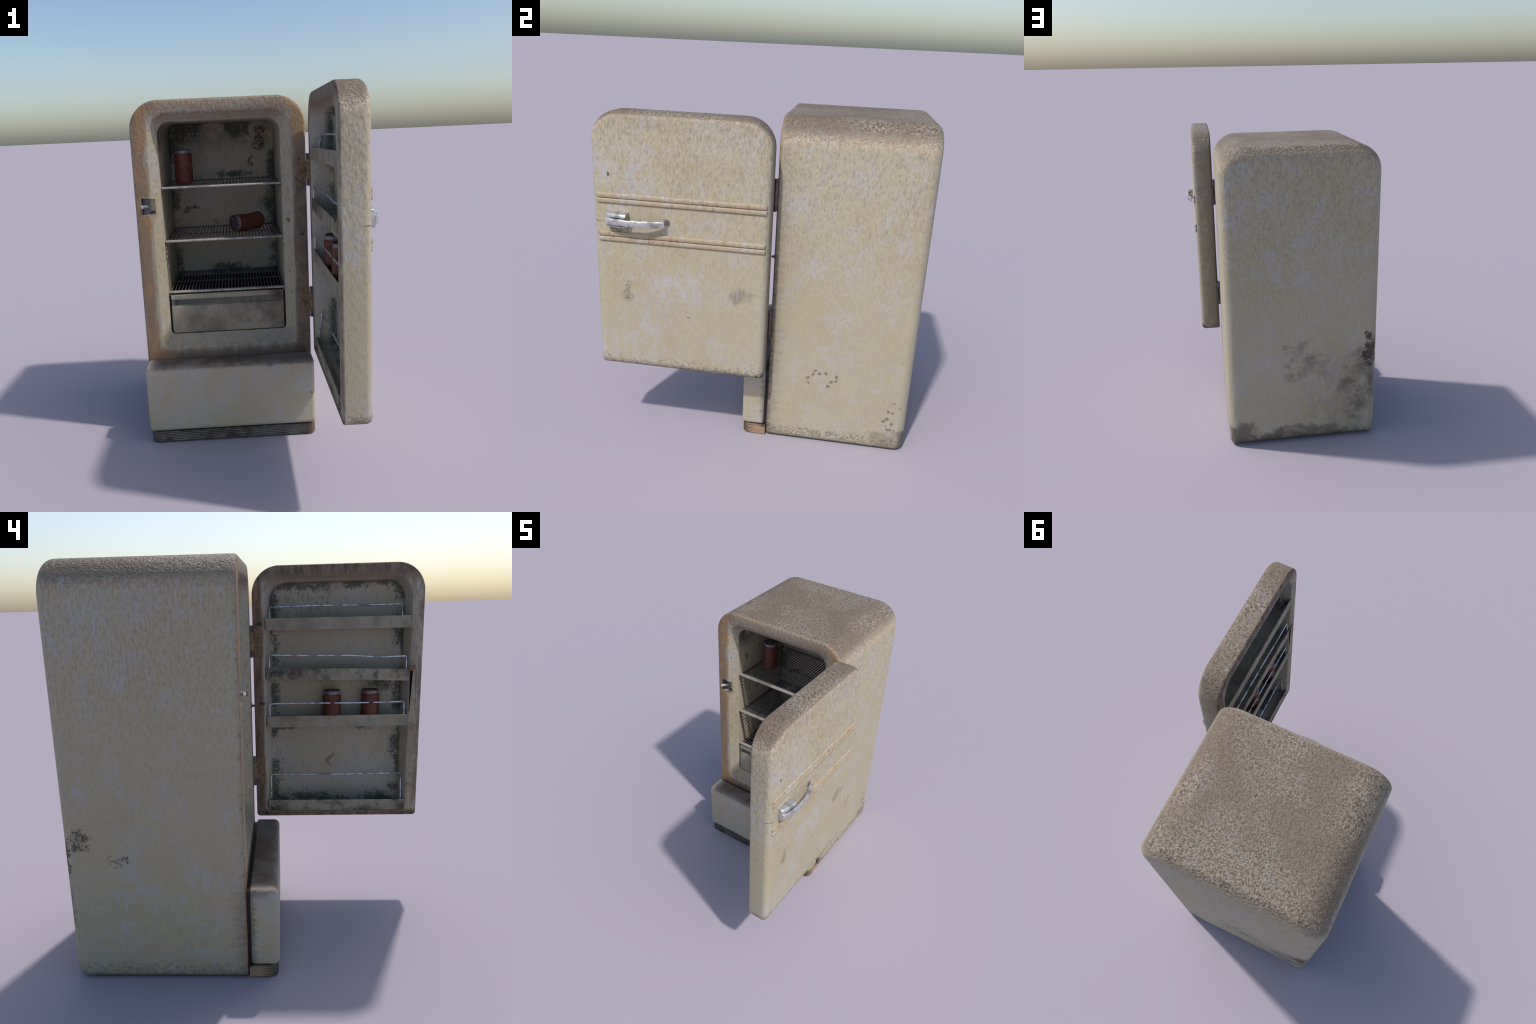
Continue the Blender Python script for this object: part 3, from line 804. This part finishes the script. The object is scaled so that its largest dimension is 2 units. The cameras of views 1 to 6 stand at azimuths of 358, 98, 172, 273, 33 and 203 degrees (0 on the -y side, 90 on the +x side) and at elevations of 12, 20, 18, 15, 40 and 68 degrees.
bmesh.ops.delete(bm, geom=lid, context='FACES_ONLY')
bm.to_mesh(panel.data)
bm.free()
panel.data.set_sharp_from_angle(angle=math.radians(35))

rings = [yz(XI + 0.005, *border[0], border[1], N)]
rings.append(yz(0.507, *FLOOR, FLOOR_R, N))
for inset, drop in reversed(arc(0.016, 4)):
    rings.append(yz(0.523 - drop, *FLOOR, FLOOR_R, N, inset))
v, f = loft(rings, False, True)
dliner = mesh_object("door_liner", v, f, [M_DLINER], (0.516, -0.438, 0.534), door)
bm = bmesh.new(); bm.from_mesh(dliner.data); bmesh.ops.reverse_faces(bm, faces=bm.faces); bm.to_mesh(dliner.data); bm.free()

# bolt guide on the lip
box("bolt_guide", (0.3965, -0.900, 1.3865), (0.420, -0.865, 1.4165), [M_RUSTY], door, 0.002, 2)

# trim: two pairs of half-round mouldings across the outer face
def moulding(zc, half, y0, y1, bulge):
    rings = []
    steps = [0, 0.04, 0.12, 0.25, 0.45, 0.7, 1.0]
    ends = [(y0 + 0.018 * t, t) for t in steps] + [(y1 - 0.018 * t, t) for t in reversed(steps)]
    for y, t in ends:
        k = math.sqrt(max(0.0, 1 - (1 - t) ** 2))
        b = bulge * max(k, 0.02)
        h = half * (0.75 + 0.25 * k)
        ring = [(XO - 0.003, y, zc + half - 2 * h), (XO - 0.003, y, zc + half)]
        for i in range(11):
            a = math.radians(90 - 18 * i)
            ring.append((XO + b * math.cos(a) ** 0.8 if i not in (0, 10) else XO + 0.0002, y, zc + half - h + h * math.sin(a)))
        rings.append(ring)
    return loft(rings)
for zc in (1.537, 1.507, 1.317, 1.287):
    v, f = moulding(zc, 0.0147, -0.910, 0.041, 0.0085)
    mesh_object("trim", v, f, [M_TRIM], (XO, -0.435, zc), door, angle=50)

# handle: a housing block and a bowed strap
handle = empty("handle", (XO, -0.79, 1.40), door)
def bow(y):
    """outer face of the strap: bulges in the middle of its length"""
    t = (y + 0.69) / 0.16
    return 0.6085 - 0.026 * t * t - 0.002 * t
rings = []
for k in range(9):
    y = -0.850 + 0.118 * k / 8
    front = bow(y) - 0.0125
    sec = [(XO - 0.004, 1.367), (XO - 0.004, 1.452), (XO + 0.006, 1.4515), (front - 0.012, 1.4475), (front - 0.004, 1.443), (front, 1.434), (front, 1.378), (front - 0.003, 1.370), (front - 0.008, 1.367)]
    rings.append([(p, y, q) for p, q in sec])
v, f = loft(rings)
hb = mesh_object("handle_block", v, f, [M_BLOCK], (XO, -0.79, 1.40), handle, angle=40)
bevel_mesh(hb.data, 0.0025, 2, 50)
rings = []
for k in range(33):
    y = -0.851 + 0.333 * k / 32
    o = bow(y)
    zc = 1.402 + 0.0015 * math.sin(k * 0.9)
    h = 0.0175
    sec = []
    for i in range(13):
        a = math.radians(-90 + 15 * i)
        sec.append((o - 0.004 + 0.004 * math.cos(a), zc + h * math.sin(a)))
    sec += [(o - 0.0135, zc + h * 0.97), (o - 0.0135, zc - h * 0.97)]
    rings.append([(p, y, q) for p, q in sec])
v, f = loft(rings)
hs = mesh_object("handle_strap", v, f, [M_CHROME], (XO + 0.04, -0.69, 1.40), handle, angle=40)

# door trays with wire rails
def quad_prism(pts, thickness):
    """prism of a y,z polygon between x and x + thickness"""
    x0, x1 = thickness
    return loft([[(x, y, z) for y, z in pts] for x in (x0, x1)])
TRAYS = (   # z of the lower edge at hinge and at free side, rail height, rail x at foot and top, rail ends
    (1.636, 1.635, 1.768, 0.446, 0.462, -0.043, -0.820, 0.0),
    (1.351, 1.328, 1.482, 0.414, 0.418, -0.037, -0.846, 0.011),
    (1.057, 1.058, 1.200, 0.414, 0.417, -0.034, -0.842, 0.0),
    (0.522, 0.521, 0.746, 0.424, 0.446, -0.035, -0.843, 0.0),
)
for za, zb, zr, xf, xt, ya, yb, tilt in TRAYS:
    tray = empty("door_tray", (0.405, -0.44, za), door)
    h = 0.068
    pts = []
    n = 24
    top_edge = []
    for k in range(n + 1):
        y = -0.0185 + (-0.8635 + 0.0185) * k / n
        z = za + (zb - za) * k / n
        pts.append((y, z + random.uniform(-0.0006, 0.0006)))
        top_edge.append((y, z + h + random.uniform(-0.0005, 0.0005)))
    v, f = quad_prism(pts + top_edge[::-1], (0.4035, 0.4085))
    tf_ob = mesh_object("tray_front", v, f, [M_TRAY_DIRTY if za in (1.351, 0.522) else M_TRAY], (0.406, -0.44, za), tray)
    ins = 0.014
    v, f = loft([[(x, -0.0185 - i, za + 0.002), (x, -0.8635 + i, zb + 0.002), (x, -0.8635 + i, zb + 0.006), (x, -0.0185 - i, za + 0.006)] for x, i in ((0.4088, 0.0005), (0.520, 0.0290))])
    mesh_object("tray_floor", v, f, [M_TRAY], (0.46, -0.44, za), tray)
    # rail: leg up, along, leg down; slightly bent
    path = [(xf, ya, za + 0.012), (xf, ya, za + 0.05)]
    r = 0.008
    def top(y):
        t = (ya - y) / (ya - yb)
        bend = -0.0085 * math.exp(-((t - 0.80) / 0.13) ** 2) * (1 if tilt else 0) - 0.0015 * math.sin(t * 7 + za * 9)
        return zr + tilt * 0.9 - 2 * tilt * 0.9 * t + bend
    path += [(xt, ya, top(ya) - r), (xt, ya - 0.3 * r, top(ya) - 0.3 * r), (xt, ya - r, top(ya))]
    for k in range(1, 24):
        y = ya - r + (yb - ya + 2 * r) * k / 24
        path.append((xt, y, top(y)))
    path += [(xt, yb + r, top(yb)), (xt, yb + 0.3 * r, top(yb) - 0.3 * r), (xt, yb, top(yb) - r), (xf, yb, zb + 0.05), (xf, yb, zb + 0.012)]
    v, f = tube(path, 0.005, 8)
    mesh_object("rail", v, f, [M_RAIL], (xt, -0.44, za), tray, angle=60)

# ------------------------------------------------------------------ hinges
for z0, z1 in ((1.482, 1.667), (0.695, 0.880)):
    hinge = empty("hinge", (0.396, 0.062, z0), ROOT)
    box("body_leaf", (0.337, YF - 0.0022, z0), (0.3865, YF + 0.003, z1), [M_RUSTY], hinge, 0.001, 1)
    box("door_leaf", (XI - 0.0022, 0.0, z0 + 0.003), (XI + 0.003, 0.052, z1 - 0.003), [M_RUSTY], hinge, 0.001, 1)
    v, f = loft([[(0.3855, YF - 0.0015, z), (0.4005, 0.0505, z), (0.4035, 0.053, z), (0.3885, YF + 0.001, z)] for z in (z0 + 0.04, z1 - 0.04)])
    mesh_object("hinge_web", v, f, [M_RUSTY], (0.395, 0.063, z0), hinge)
    for a, b in ((z0, z0 + 0.039), (z1 - 0.039, z1)):
        v, f = tube([(0.396, 0.0635, a), (0.396, 0.0635, b)], 0.0095, 14)
        mesh_object("knuckle", v, f, [M_STEEL], (0.396, 0.0635, a), hinge)
    v, f = tube([(0.404, 0.066, z0 + 0.004), (0.404, 0.066, z1 - 0.004)], 0.0055, 12)
    mesh_object("hinge_rod", v, f, [M_STEEL], (0.404, 0.066, z0), hinge)

# ------------------------------------------------------------------ drink cans
def can_body():
    s = Shader("red_can_paint")
    n = s.noise(55, 5, 0.65)
    w = s.noise(14, 4, 0.6, shift=2.0)
    v = s.noise(120, 2, 0.6)
    c = s.mix(s.ss(w, 0.38, 0.62), (0.120, 0.028, 0.018), (0.145, 0.042, 0.022))
    c = s.mix(s.mul(s.ss(n, 0.48, 0.66), 0.5), c, (0.135, 0.10, 0.097))
    c = s.mix(s.mul(s.ss(v, 0.55, 0.75), 0.35), c, (0.10, 0.02, 0.015))
    return s.done(c, 0.55, 0.1, n, 0.15, 0.002, 0.3)
M_CAN = can_body()
def can_metal():
    s = Shader("dull_can_aluminium")
    n = s.noise(70, 4, 0.6)
    return s.done(s.mix(s.ss(n, 0.4, 0.65), (0.25, 0.25, 0.265), (0.13, 0.125, 0.13)), 0.5, 0.35, n, 0.2, 0.002)
M_CANMETAL = can_metal()
def can_lid():
    s = Shader("dirty_can_lid")
    n = s.noise(60, 5, 0.65)
    return s.done(s.mix(s.ss(n, 0.42, 0.6), (0.13, 0.115, 0.11), (0.045, 0.03, 0.028)), 0.55, 0.2, n, 0.2, 0.002)
M_CANLID = can_lid()

def revolve(profile, sides=40, dent=None):
    rings = []
    for r, z in profile:
        ring = []
        for k in range(sides):
            a = 2 * math.pi * k / sides
            p = Vector((r * math.cos(a), r * math.sin(a), z))
            ring.append(tuple(dent(p)) if dent else tuple(p))
        rings.append(ring)
    return loft(rings)

BODY = [(0.040, 0.006), (0.044, 0.0), (0.047, 0.001), (0.050, 0.006), (0.0537, 0.014), (0.055, 0.021)] + [(0.055, 0.021 + 0.0135 * k) for k in range(1, 12)] + [(0.0547, 0.174), (0.0535, 0.181), (0.0515, 0.1855)]
NECK = [(0.0512, 0.185), (0.0495, 0.190), (0.048, 0.196), (0.0478, 0.2035)]
RIM = [(0.0475, 0.2025), (0.0497, 0.204), (0.0500, 0.2065), (0.0485, 0.2082), (0.0465, 0.2075), (0.0455, 0.2035)]
LID = [(0.0460, 0.2035), (0.0440, 0.2005), (0.0410, 0.2000), (0.0210, 0.2000), (0.0200, 0.2010), (0.0100, 0.2010), (0.0090, 0.2002), (0.0010, 0.2002)]
def make_can_meshes(dent=None):
    return [shared(nm, *revolve(pr, 40, dent), [mt], 40) for nm, pr, mt in
            (("drink_can", BODY, M_CAN), ("can_neck", NECK, M_CANMETAL), ("can_rim", RIM, M_CAN), ("can_lid", LID, M_CANLID))]
STRAIGHT = make_can_meshes()
def dented(p):
    """crushed in on one side at mid length and bent a little"""
    t = math.exp(-((p.z - 0.10) / 0.045) ** 2)
    side = max(0.0, p.y / 0.056)
    p = p.copy()
    p.y -= 0.006 * t * side
    p.y += 0.005 * ((p.z - 0.1) / 0.1) ** 2 - 0.002
    return p
DENTED = make_can_meshes(dented)
def drink_can(at, spin=0.0, lying=None, meshes=STRAIGHT, lid=None):
    ob = link(bpy.data.objects.new("drink_can", meshes[0]))
    ob["label"] = "dusty red drink can with bare silver neck"
    ob["category"] = "drink can"
    for nm, me in zip(("can_neck", "can_rim", "can_lid"), meshes[1:]):
        ch = link(bpy.data.objects.new(nm, me))
        ch.parent = ob
        if nm == "can_lid" and lid:
            ch.material_slots[0].link = 'OBJECT'
            ch.material_slots[0].material = lid
    ob.rotation_euler = (0, 0, spin)
    ob.location = at
    if lying:
        axis = Vector(lying).normalized()
        up = Vector((0, 0, 1))
        side = up.cross(axis).normalized()
        rot = Matrix((side, up, axis)).transposed()   # can's own y looks up
        ob.rotation_euler = (rot.to_3x3() @ Matrix.Rotation(0, 3, 'Z')).to_euler()
        ob.rotation_euler = rot.to_euler()
    return ob

drink_can((-0.338, 0.355, 1.506), 0.4)
drink_can((0.466, -0.4135, 1.064), 1.2)
drink_can((0.466, -0.6455, 1.064), 2.6)
# fallen over on the middle shelf, its lid toward the front left
lid_at, foot_at = Vector((-0.043, 0.345, 1.2435)), Vector((0.125, 0.455, 1.2435))
drink_can(foot_at, lying=lid_at - foot_at, meshes=DENTED, lid=M_CANMETAL)
